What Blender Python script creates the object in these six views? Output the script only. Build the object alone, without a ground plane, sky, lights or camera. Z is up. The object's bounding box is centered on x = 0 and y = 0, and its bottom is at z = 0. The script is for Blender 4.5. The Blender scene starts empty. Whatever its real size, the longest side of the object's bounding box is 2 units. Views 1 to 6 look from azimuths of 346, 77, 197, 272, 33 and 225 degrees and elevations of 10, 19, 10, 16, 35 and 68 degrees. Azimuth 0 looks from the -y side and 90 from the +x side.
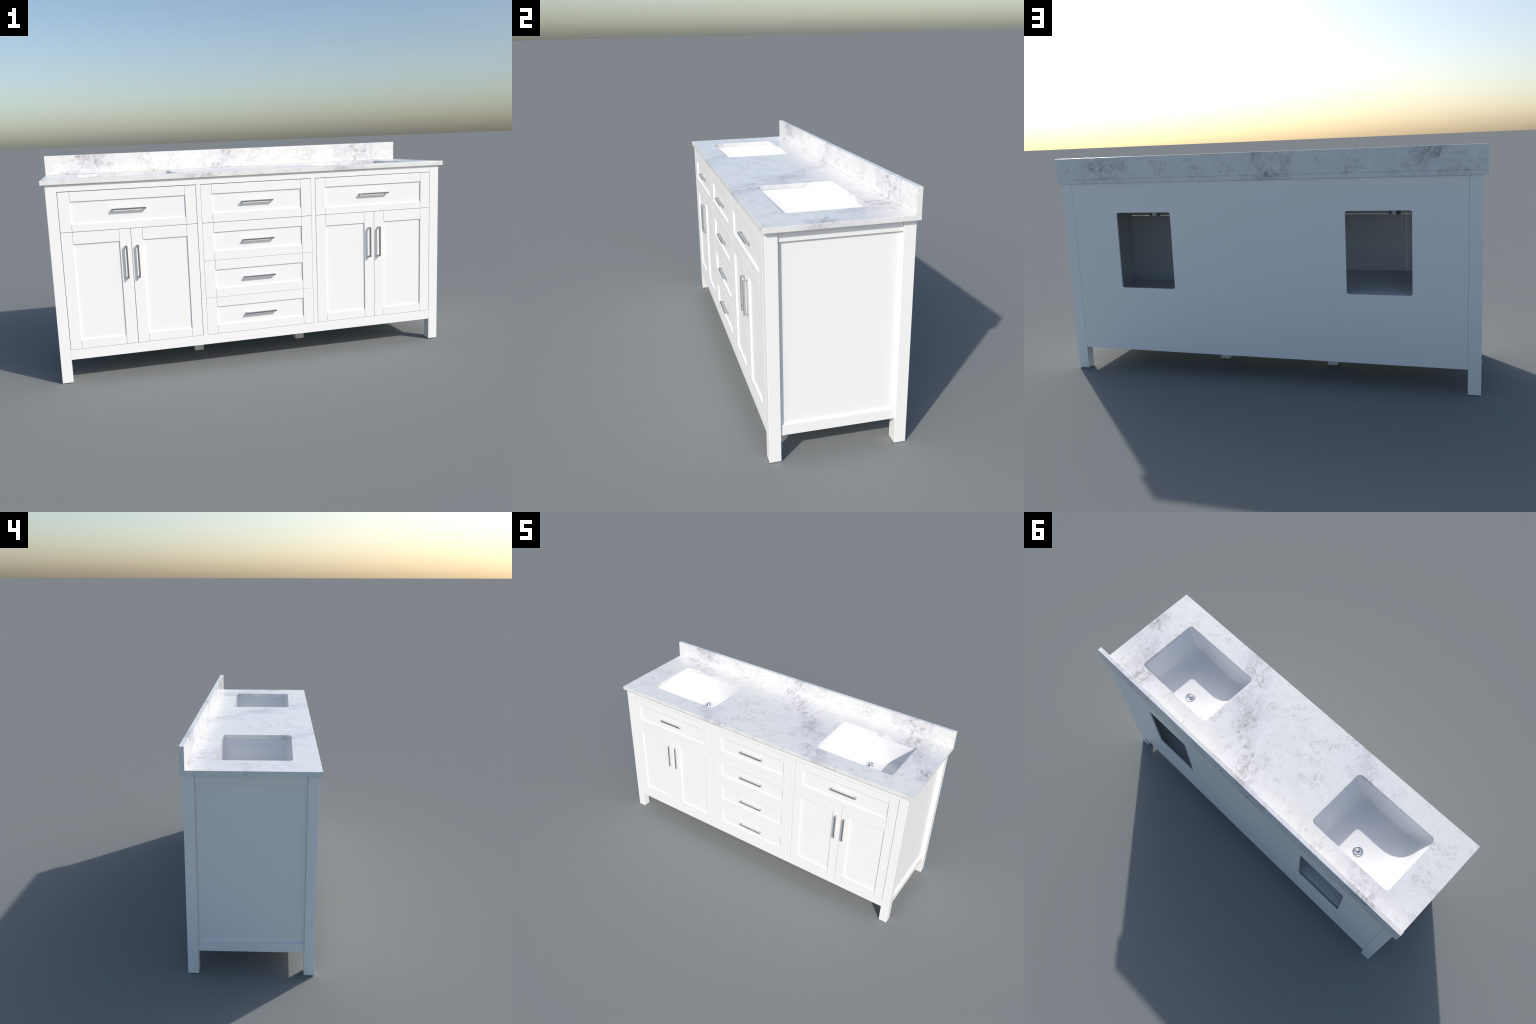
import bpy, bmesh, math
from mathutils import Vector

# ------------------------------------------------------------------ dimensions (metres)
W = 1.0                                   # half width of the countertop
CT_Z0, CT_Z1 = 0.932, 0.953               # countertop slab
CT_Y0, CT_Y1 = -0.2865, 0.2960
BS_Y0, BS_Z1 = 0.2745, 1.0540             # backsplash
LEG_X0, LEG_X1 = 0.9318, 0.9808           # leg, |x|
FY, FB = -0.2760, -0.2545                 # front face plane and back of the doors
BY = 0.2876                               # back face of the rear legs
LEG = 0.0472
RECESS = 0.0052                           # panel set back inside its frame
SINK_X = 0.600
CUT_HX, CUT_Y0, CUT_Y1, CUT_R = 0.2340, -0.1700, 0.1680, 0.021
DRAIN_Y, FLOOR_Z = 0.0785, 0.7880

root = bpy.data.objects.new("bathroom_vanity", None)
bpy.context.scene.collection.objects.link(root)
root["label"] = "white double sink bathroom vanity with marble countertop"
root["category"] = "bathroom vanity"


# ------------------------------------------------------------------ materials
def new_mat(name):
    m = bpy.data.materials.new(name)
    m.use_nodes = True
    nt = m.node_tree
    return m, nt, nt.nodes["Principled BSDF"]


def nd(nt, kind, **kw):
    n = nt.nodes.new(kind)
    for k, v in kw.items():
        setattr(n, k, v)
    return n


def math_node(nt, op, a, b=None, c=None):
    n = nd(nt, "ShaderNodeMath", operation=op)
    for i, v in enumerate((a, b, c)):
        if v is None:
            continue
        if isinstance(v, (int, float)):
            n.inputs[i].default_value = v
        else:
            nt.links.new(v, n.inputs[i])
    return n.outputs[0]


def noise(nt, vec, scale, detail=4.0, rough=0.55, dist=0.0):
    n = nd(nt, "ShaderNodeTexNoise")
    nt.links.new(vec, n.inputs["Vector"])
    n.inputs["Scale"].default_value = scale
    n.inputs["Detail"].default_value = detail
    n.inputs["Roughness"].default_value = rough
    n.inputs["Distortion"].default_value = dist
    return n.outputs["Fac"]


def remap(nt, v, a, b, c=0.0, d=1.0):
    n = nd(nt, "ShaderNodeMapRange", interpolation_type="SMOOTHSTEP")
    nt.links.new(v, n.inputs["Value"])
    for k, x in zip(("From Min", "From Max", "To Min", "To Max"), (a, b, c, d)):
        n.inputs[k].default_value = x
    return n.outputs["Result"]


def mix_col(nt, fac, a, b):
    n = nd(nt, "ShaderNodeMix", data_type="RGBA")
    if isinstance(fac, (int, float)):
        n.inputs["Factor"].default_value = fac
    else:
        nt.links.new(fac, n.inputs["Factor"])
    for i, v in ((6, a), (7, b)):
        if isinstance(v, tuple):
            n.inputs[i].default_value = (*v, 1.0)
        else:
            nt.links.new(v, n.inputs[i])
    return n.outputs[2]


def paint_material(name, col, rough):
    m, nt, p = new_mat(name)
    tc = nd(nt, "ShaderNodeTexCoord").outputs["Object"]
    f = noise(nt, tc, 3.0, 2.0)
    c = mix_col(nt, f, tuple(x * 0.992 for x in col), tuple(min(1, x * 1.008) for x in col))
    nt.links.new(c, p.inputs["Base Color"])
    p.inputs["Roughness"].default_value = rough
    return m


def metal_material(name, col, rough):
    m, nt, p = new_mat(name)
    tc = nd(nt, "ShaderNodeTexCoord").outputs["Object"]
    f = noise(nt, tc, 90.0, 2.0)
    r = remap(nt, f, 0.2, 0.8, rough * 0.9, rough * 1.1)
    nt.links.new(r, p.inputs["Roughness"])
    p.inputs["Base Color"].default_value = (*col, 1)
    p.inputs["Metallic"].default_value = 1.0
    return m


def marble_material():
    m, nt, p = new_mat("carrara_marble")
    L = nt.links.new
    tc = nd(nt, "ShaderNodeTexCoord").outputs["Object"]
    sep = nd(nt, "ShaderNodeSeparateXYZ")
    L(tc, sep.inputs[0])
    x, y = sep.outputs[0], sep.outputs[1]
    # diagonal cloudy vein bands that repeat along the slab
    u = math_node(nt, "MULTIPLY_ADD", y, 0.81, x)
    big = noise(nt, tc, 5.0, 3.0, 0.6)
    u = math_node(nt, "MULTIPLY_ADD", math_node(nt, "SUBTRACT", big, 0.5), 0.36, u)
    u = math_node(nt, "DIVIDE", math_node(nt, "SUBTRACT", u, 0.205), 0.773)
    f = math_node(nt, "FRACT", math_node(nt, "ADD", u, 8.5))
    d = math_node(nt, "ABSOLUTE", math_node(nt, "SUBTRACT", f, 0.5))
    band = remap(nt, d, 0.025, 0.17, 1.0, 0.0)
    # vein networks: thin creases of distorted noise
    warp = nd(nt, "ShaderNodeTexNoise")
    L(tc, warp.inputs["Vector"])
    warp.inputs["Scale"].default_value = 9.0
    warp.inputs["Detail"].default_value = 3.0
    sc = nd(nt, "ShaderNodeVectorMath", operation="SCALE")
    sub = nd(nt, "ShaderNodeVectorMath", operation="SUBTRACT")
    L(warp.outputs["Color"], sub.inputs[0])
    sub.inputs[1].default_value = (0.5, 0.5, 0.5)
    L(sub.outputs[0], sc.inputs[0])
    sc.inputs["Scale"].default_value = 0.10
    add = nd(nt, "ShaderNodeVectorMath", operation="ADD")
    L(tc, add.inputs[0])
    L(sc.outputs[0], add.inputs[1])
    wv = add.outputs[0]

    def crease(vec, scale, width, detail=4.0, rough=0.6):
        n = noise(nt, vec, scale, detail, rough)
        a = math_node(nt, "ABSOLUTE", math_node(nt, "SUBTRACT", n, 0.5))
        return remap(nt, a, 0.0, width, 1.0, 0.0)

    def mul(*vs):
        r = vs[0]
        for v in vs[1:]:
            r = math_node(nt, "MULTIPLY", r, v)
        return r

    # streaks inside a band run along it: stretch the lookup across the band direction
    mp = nd(nt, "ShaderNodeMapping")
    L(wv, mp.inputs["Vector"])
    mp.inputs["Rotation"].default_value = (0, 0, math.radians(39))
    mp.inputs["Scale"].default_value = (1.0, 0.55, 1.0)
    sv = mp.outputs[0]
    hair = crease(wv, 7.0, 0.022, 8.0, 0.68)
    hair2 = crease(sv, 15.0, 0.030, 8.0, 0.70)
    patch1 = remap(nt, noise(nt, tc, 10.0, 2.0), 0.46, 0.62)
    fleck = remap(nt, noise(nt, wv, 24.0, 9.0, 0.70), 0.52, 0.70)
    mottle = remap(nt, noise(nt, wv, 16.0, 6.0, 0.62), 0.40, 0.70)
    smoke = remap(nt, noise(nt, sv, 11.0, 9.0, 0.68), 0.42, 0.68)
    streak = remap(nt, noise(nt, sv, 34.0, 8.0, 0.70), 0.49, 0.66)
    thick = remap(nt, noise(nt, tc, 9.0, 3.0), 0.42, 0.60)
    wide = remap(nt, d, 0.03, 0.34, 1.0, 0.0)
    # field: neutral white, turning faintly lilac towards the bands
    c = mix_col(nt, wide, MARBLE_A, MARBLE_B)
    c = mix_col(nt, mul(mottle, 0.20), c, (0.56, 0.56, 0.56))
    c = mix_col(nt, mul(fleck, math_node(nt, "MULTIPLY_ADD", patch1, 0.32, 0.24)), c, (0.42, 0.42, 0.41))
    c = mix_col(nt, mul(hair, patch1, 0.55), c, (0.44, 0.44, 0.42))
    c = mix_col(nt, mul(wide, smoke, 0.20), c, (0.52, 0.52, 0.55))
    c = mix_col(nt, mul(band, smoke, 0.54), c, (0.48, 0.48, 0.50))
    c = mix_col(nt, mul(band, streak, math_node(nt, "MULTIPLY_ADD", thick, 0.62, 0.22)), c, (0.32, 0.315, 0.31))
    c = mix_col(nt, mul(band, hair2, thick, 0.66), c, (0.32, 0.315, 0.31))
    L(c, p.inputs["Base Color"])
    p.inputs["Roughness"].default_value = 0.24
    return m


MARBLE_A, MARBLE_B = (0.795, 0.800, 0.788), (0.795, 0.792, 0.812)
PIPE = metal_material("drain_metal", (0.50, 0.51, 0.52), 0.45)
PAINT = paint_material("white_paint", (0.88, 0.88, 0.88), 0.27)
INNER = paint_material("interior_paint", (0.78, 0.78, 0.78), 0.6)
CERAMIC = paint_material("white_ceramic", (0.84, 0.84, 0.84), 0.12)
MARBLE = marble_material()
NICKEL = metal_material("brushed_nickel", (0.64, 0.64, 0.64), 0.18)
CHROME = metal_material("polished_chrome", (0.78, 0.78, 0.80), 0.20)


# ------------------------------------------------------------------ builders
def make(name, bm, mat, parent, smooth=None):
    me = bpy.data.meshes.new(name)
    bmesh.ops.recalc_face_normals(bm, faces=bm.faces)
    bm.to_mesh(me)
    bm.free()
    me.materials.append(mat)
    ob = bpy.data.objects.new(name, me)
    bpy.context.scene.collection.objects.link(ob)
    ob.parent = parent
    if smooth is not None:
        for pl in me.polygons:
            pl.use_smooth = True
        if smooth < 3:
            me.set_sharp_from_angle(angle=smooth)
    return ob


def box_bm(x0, x1, y0, y1, z0, z1, bev=0.0, bm=None):
    own = bmesh.new()
    bmesh.ops.create_cube(own, size=1.0)
    for v in own.verts:
        v.co = Vector(((x0 + x1) / 2 + v.co.x * abs(x1 - x0),
                       (y0 + y1) / 2 + v.co.y * abs(y1 - y0),
                       (z0 + z1) / 2 + v.co.z * abs(z1 - z0)))
    if bev:
        bmesh.ops.bevel(own, geom=own.edges[:], offset=bev, segments=2, profile=0.5, affect="EDGES")
    return own


def box(name, x0, x1, y0, y1, z0, z1, mat, parent=root, bev=0.0007):
    return make(name, box_bm(x0, x1, y0, y1, z0, z1, bev), mat, parent)


def rounded_rect(x0, x1, y0, y1, r, n=8):
    pts = []
    for cx, cy, a0 in ((x1 - r, y1 - r, 0), (x0 + r, y1 - r, 90), (x0 + r, y0 + r, 180), (x1 - r, y0 + r, 270)):
        for i in range(n + 1):
            a = math.radians(a0 + 90 * i / n)
            pts.append((cx + r * math.cos(a), cy + r * math.sin(a)))
    return pts


def plate(name, outer, holes, t0, t1, bev, mat, to_world, parent=root):
    """A flat slab with rounded openings: outline loops filled and extruded, edges eased by bev."""
    cu = bpy.data.curves.new(name, "CURVE")
    cu.dimensions = "2D"
    cu.fill_mode = "BOTH"
    cu.extrude = (t1 - t0) / 2 - bev
    cu.bevel_depth = bev
    cu.bevel_resolution = 1
    cu.offset = -bev
    for loop in [outer] + holes:
        s = cu.splines.new("POLY")
        s.points.add(len(loop) - 1)
        for p, (a, b) in zip(s.points, loop):
            p.co = (a, b, 0, 1)
        s.use_cyclic_u = True
    tmp = bpy.data.objects.new(name + "_outline", cu)
    bpy.context.scene.collection.objects.link(tmp)
    dg = bpy.context.evaluated_depsgraph_get()
    me = bpy.data.meshes.new_from_object(tmp.evaluated_get(dg))
    bpy.data.objects.remove(tmp)
    bm = bmesh.new()
    bm.from_mesh(me)
    bpy.data.meshes.remove(me)
    bmesh.ops.remove_doubles(bm, verts=bm.verts, dist=1e-5)
    mid = (t0 + t1) / 2
    for v in bm.verts:
        v.co = to_world(v.co.x, v.co.y, mid + v.co.z)
    return make(name, bm, mat, parent, smooth=math.radians(20))


def lathe(name, prof, cx, cy, mat, parent, n=40):
    bm = bmesh.new()
    rings = []
    for r, z in prof:
        if r < 1e-6:
            rings.append([bm.verts.new((cx, cy, z))])
        else:
            rings.append([bm.verts.new((cx + r * math.cos(2 * math.pi * i / n), cy + r * math.sin(2 * math.pi * i / n), z)) for i in range(n)])
    for a, b in zip(rings, rings[1:]):
        for i in range(n):
            j = (i + 1) % n
            if len(a) == 1:
                bm.faces.new((a[0], b[j], b[i]))
            elif len(b) == 1:
                bm.faces.new((a[i], a[j], b[0]))
            else:
                bm.faces.new((a[i], a[j], b[j], b[i]))
    return make(name, bm, mat, parent, smooth=math.radians(50))


# ------------------------------------------------------------------ pull handle (shared mesh)
H_LEN, H_T, H_OUT = 0.1560, 0.0078, 0.0200


def handle_mesh():
    h, t, o = H_LEN / 2, H_T, H_OUT
    prof = [(-h, 0), (-h, -o), (h, -o), (h, 0), (h - t, 0), (h - t, -o + t), (-h + t, -o + t), (-h + t, 0)]
    bm = bmesh.new()
    lo = [bm.verts.new((a, b, -t / 2)) for a, b in prof]
    hi = [bm.verts.new((a, b, t / 2)) for a, b in prof]
    bm.faces.new(lo)
    bm.faces.new(hi[::-1])
    for i in range(8):
        j = (i + 1) % 8
        bm.faces.new((lo[i], lo[j], hi[j], hi[i]))
    bmesh.ops.recalc_face_normals(bm, faces=bm.faces)
    bmesh.ops.bevel(bm, geom=[e for e in bm.edges], offset=0.0007, segments=1, profile=0.5, affect="EDGES")
    me = bpy.data.meshes.new("handle")
    bm.to_mesh(me)
    bm.free()
    me.materials.append(NICKEL)
    return me


HANDLE = handle_mesh()


def add_handle(parent, x, y, z, upright):
    ob = bpy.data.objects.new("handle", HANDLE)
    bpy.context.scene.collection.objects.link(ob)
    ob.parent = parent
    ob.location = (x, y, z)
    if upright:
        ob.rotation_euler = (0, math.radians(90), 0)


# ------------------------------------------------------------------ shaker front (door or drawer)
STILE, SEAM = 0.0532, 0.0011


def shaker_front(kind, x0, x1, z0, z1, top, bottom, gl=0.002, gr=0.002, gb=0.001, gt=0.001):
    """Recessed panel framed by two full-height stiles and two rails let in between them."""
    fr = FY + RECESS
    a, b, c, d = x0 + gl, x1 - gr, z0 + gb, z1 - gt
    panel = box(kind, a, b, fr, FB, c, d, PAINT)
    bk = fr + 0.0006
    box("stile", a, x0 + STILE, FY, bk, c, d, PAINT, panel)
    box("stile", x1 - STILE, b, FY, bk, c, d, PAINT, panel)
    i0, i1 = x0 + STILE + SEAM, x1 - STILE - SEAM
    box("rail", i0, i1, FY, bk, z1 - top, d, PAINT, panel)
    box("rail", i0, i1, FY, bk, c, z0 + bottom, PAINT, panel)
    return panel


Z_TOP, Z_MID, Z_BOT = 0.8992, 0.7130, 0.1580
for s in (-1, 1):
    xa, xb = sorted((s * 0.9318, s * 0.2988))
    # false drawer above the doors
    dr = shaker_front("drawer_front", xa, xb, Z_MID, Z_TOP, 0.0472, 0.0350, gt=0.0026)
    add_handle(dr, s * 0.6155, FY + RECESS, 0.8062, False)
    for o in (-1, 1):
        m = s * 0.6160
        da, db = (xa, m) if o < 0 else (m, xb)
        door = shaker_front("door", da, db, Z_BOT, Z_MID, 0.0563, 0.0435,
                            gl=0.002 if o < 0 else 0.001, gr=0.001 if o < 0 else 0.002, gb=0.0016)
        inner = (o < 0) == (s > 0)
        add_handle(door, s * (0.5880 if inner else 0.6410), FY, 0.5573, True)
levels = [Z_TOP, Z_MID, 0.5280, 0.3430, Z_BOT]
for zt, zb in zip(levels, levels[1:]):
    dr = shaker_front("drawer_front", -0.2774, 0.2774, zb, zt, 0.0475, 0.0438, gl=0.0009, gr=0.0009,
                      gt=0.0026 if zt == Z_TOP else (0.001 if zt == Z_MID else 0.0006), gb=0.001 if zb == Z_MID else (0.0016 if zb == Z_BOT else 0.0006))
    add_handle(dr, 0.0, FY + RECESS, zb + 0.0910 if zt != Z_TOP else 0.8062, False)

# ------------------------------------------------------------------ cabinet frame
for s in (-1, 1):
    x0, x1 = sorted((s * LEG_X0, s * LEG_X1))
    box("leg", x0, x1, FY, FY + LEG, 0.0, CT_Z0 - 0.0003, PAINT, bev=0.0012)
    x0, x1 = sorted((s * 0.9265, s * LEG_X1))
    box("leg", x0, x1, BY - LEG - 0.001, BY, 0.0, CT_Z0 - 0.0003, PAINT, bev=0.0012)
    # short centre supports under the floor
    box("support_foot", s * 0.2825 - 0.0238, s * 0.2825 + 0.0238, -0.0170, 0.0300, 0.0, 0.1195, PAINT, bev=0.001)
    # divider stile between the bays
    x0, x1 = sorted((s * 0.2774, s * 0.2988))
    box("divider_stile", x0, x1, FY, FB, Z_BOT + 0.0003, Z_TOP - 0.0002, PAINT)
    # sides: rails set back from the legs, panel further back
    x0, x1 = sorted((s * 0.9740, s * 0.9500))
    ya, yb = FY + LEG + 0.0006, BY - LEG - 0.0016
    box("side_rail", x0, x1, ya, yb, 0.8900, CT_Z0 - 0.0005, PAINT)
    box("side_rail", x0, x1, ya, yb, 0.1105, 0.1545, PAINT)
    x0, x1 = sorted((s * 0.9650, s * 0.9520))
    box("side_panel", x0, x1, ya, yb, 0.1540, 0.8905, PAINT, bev=0.0)
    # inside walls of the sink bay
    x0, x1 = sorted((s * 0.9470, s * 0.9310))
    box("inner_wall", x0, x1, FB + 0.002, 0.2380, 0.1320, 0.9300, INNER, bev=0.0)
    x0, x1 = sorted((s * 0.2800, s * 0.2960))
    box("inner_wall", x0, x1, FB + 0.0004, 0.2738, 0.1320, 0.9300, INNER, bev=0.0)
    # shelf in the sink bay (left one sits higher)
    zf = 0.4225 if s < 0 else 0.3435
    x0, x1 = sorted((s * 0.9305, s * 0.2965))
    box("shelf", x0, x1, FB + 0.001, 0.2736, zf - 0.014, zf, INNER, bev=0.0)

box("top_rail", -LEG_X0 + 0.0002, LEG_X0 - 0.0002, FY, FB, Z_TOP, CT_Z0 - 0.0003, PAINT)
box("bottom_rail", -LEG_X0 + 0.0002, LEG_X0 - 0.0002, FY, FB, 0.1105, Z_BOT, PAINT)
box("cabinet_floor", -0.9490, 0.9490, FB + 0.0005, 0.2735, 0.1190, 0.1315, INNER, bev=0.0)

# back panel with two plumbing openings
hole = lambda a, b: rounded_rect(a, b, 0.4250, 0.7905, 0.010, 5)
plate("back_panel", [(-0.9258, 0.1115), (0.9258, 0.1115), (0.9258, CT_Z0 - 0.0006), (-0.9258, CT_Z0 - 0.0006)],
      [hole(-0.6975, -0.4135), hole(0.4130, 0.6945)], 0.0, 0.0080, 0.0006, PAINT,
      lambda a, b, t: Vector((a, BY - 0.0008 - t, b)))

# ------------------------------------------------------------------ stone top
cut = lambda s: rounded_rect(s * SINK_X - CUT_HX, s * SINK_X + CUT_HX, CUT_Y0, CUT_Y1, CUT_R, 8)
plate("countertop", [(-W, CT_Y0), (W, CT_Y0), (W, CT_Y1), (-W, CT_Y1)], [cut(-1), cut(1)],
      CT_Z0, CT_Z1, 0.0010, MARBLE, lambda a, b, t: Vector((a, b, t)))
box("backsplash", -W, W, BS_Y0, CT_Y1, CT_Z1 + 0.0004, BS_Z1, MARBLE, bev=0.0010)

# ------------------------------------------------------------------ sinks
# (height, half width, front inset, back inset, corner radius) from the rim down to the flat floor
BOWL = [(0.9318, 0.2352, -0.0012, -0.0012, 0.022),
        (0.9100, 0.2235, -0.0008, -0.0008, 0.026),
        (0.8900, 0.2130, 0.0000, 0.0000, 0.029),
        (0.8650, 0.2030, 0.0008, 0.0010, 0.031),
        (0.8430, 0.1920, 0.0018, 0.0022, 0.032),
        (0.8250, 0.1780, 0.0036, 0.0042, 0.031),
        (0.8120, 0.1620, 0.0066, 0.0072, 0.029),
        (0.8020, 0.1410, 0.0115, 0.0118, 0.026),
        (0.7950, 0.1210, 0.0190, 0.0185, 0.023),
        (0.7895, 0.0910, 0.0330, 0.0300, 0.020)]


def catmull(rows, sub=3):
    out = []
    for i in range(len(rows) - 1):
        p0, p1, p2, p3 = rows[max(i - 1, 0)], rows[i], rows[i + 1], rows[min(i + 2, len(rows) - 1)]
        for k in range(sub):
            t = k / sub
            out.append(tuple(0.5 * (2 * b + (c - a) * t + (2 * a - 5 * b + 4 * c - d) * t * t + (3 * b - a - 3 * c + d) * t ** 3)
                             for a, b, c, d in zip(p0, p1, p2, p3)))
    out.append(rows[-1])
    return out


def sink(cx):
    n, t = 10, 0.012

    def loops(grow, drop):
        res = []
        for z, hx, fi, bi, r in catmull(BOWL):
            pts = rounded_rect(cx - hx - grow, cx + hx + grow, CUT_Y0 + fi - grow, CUT_Y1 - bi + grow, r + grow, n)
            res.append([(a, b, z - drop * (0.9318 - z) / 0.14) for a, b in pts])
        last = res[-1]
        for f in (0.35, 0.7, 0.88, 1.0):
            ring = []
            for a, b, z in last:
                ang = math.atan2(b - DRAIN_Y, a - cx)
                q = (cx + 0.016 * math.cos(ang), DRAIN_Y + 0.016 * math.sin(ang))
                ring.append((a + (q[0] - a) * f, b + (q[1] - b) * f, z - (z - FLOOR_Z + drop) * min(1, f * 1.3)))
            res.append(ring)
        return res

    bm = bmesh.new()
    inner = [[bm.verts.new(p) for p in lp] for lp in loops(0.0, 0.0)]
    outer = [[bm.verts.new(p) for p in lp] for lp in loops(t, t)]
    m = len(inner[0])
    for shell in (inner, outer):
        for a, b in zip(shell, shell[1:]):
            for i in range(m):
                j = (i + 1) % m
                bm.faces.new((a[i], a[j], b[j], b[i]))
    for i in range(m):
        j = (i + 1) % m
        bm.faces.new((inner[0][i], inner[0][j], outer[0][j], outer[0][i]))
        bm.faces.new((inner[-1][i], inner[-1][j], outer[-1][j], outer[-1][i]))
    ob = make("sink", bm, CERAMIC, root, smooth=math.radians(60))
    z = FLOOR_Z + 0.0015
    lathe("drain_flange", [(0.0264, z - 0.0006), (0.0258, z + 0.0008), (0.0240, z + 0.0016), (0.0205, z + 0.0015), (0.0180, z + 0.0006),
                           (0.0165, z - 0.0012), (0.0160, z - 0.0040), (0.0, z - 0.0050)], cx, DRAIN_Y, CHROME, ob)
    lathe("drain_stopper", [(0.0040, z - 0.0060), (0.0040, z - 0.0016), (0.0138, z - 0.0014), (0.0144, z + 0.0002), (0.0138, z + 0.0022),
                            (0.0121, z + 0.0044), (0.0092, z + 0.0063), (0.0050, z + 0.0075), (0.0, z + 0.0079)], cx, DRAIN_Y, CHROME, ob)
    lathe("drain_pipe", [(0.0, z - 0.0100), (0.0268, z - 0.0100), (0.0268, 0.7520), (0.0258, 0.7512), (0.0225, 0.7512), (0.0225, 0.7700), (0.0, 0.7700)],
          cx, DRAIN_Y, PIPE, ob)


for s in (-1, 1):
    sink(s * SINK_X)
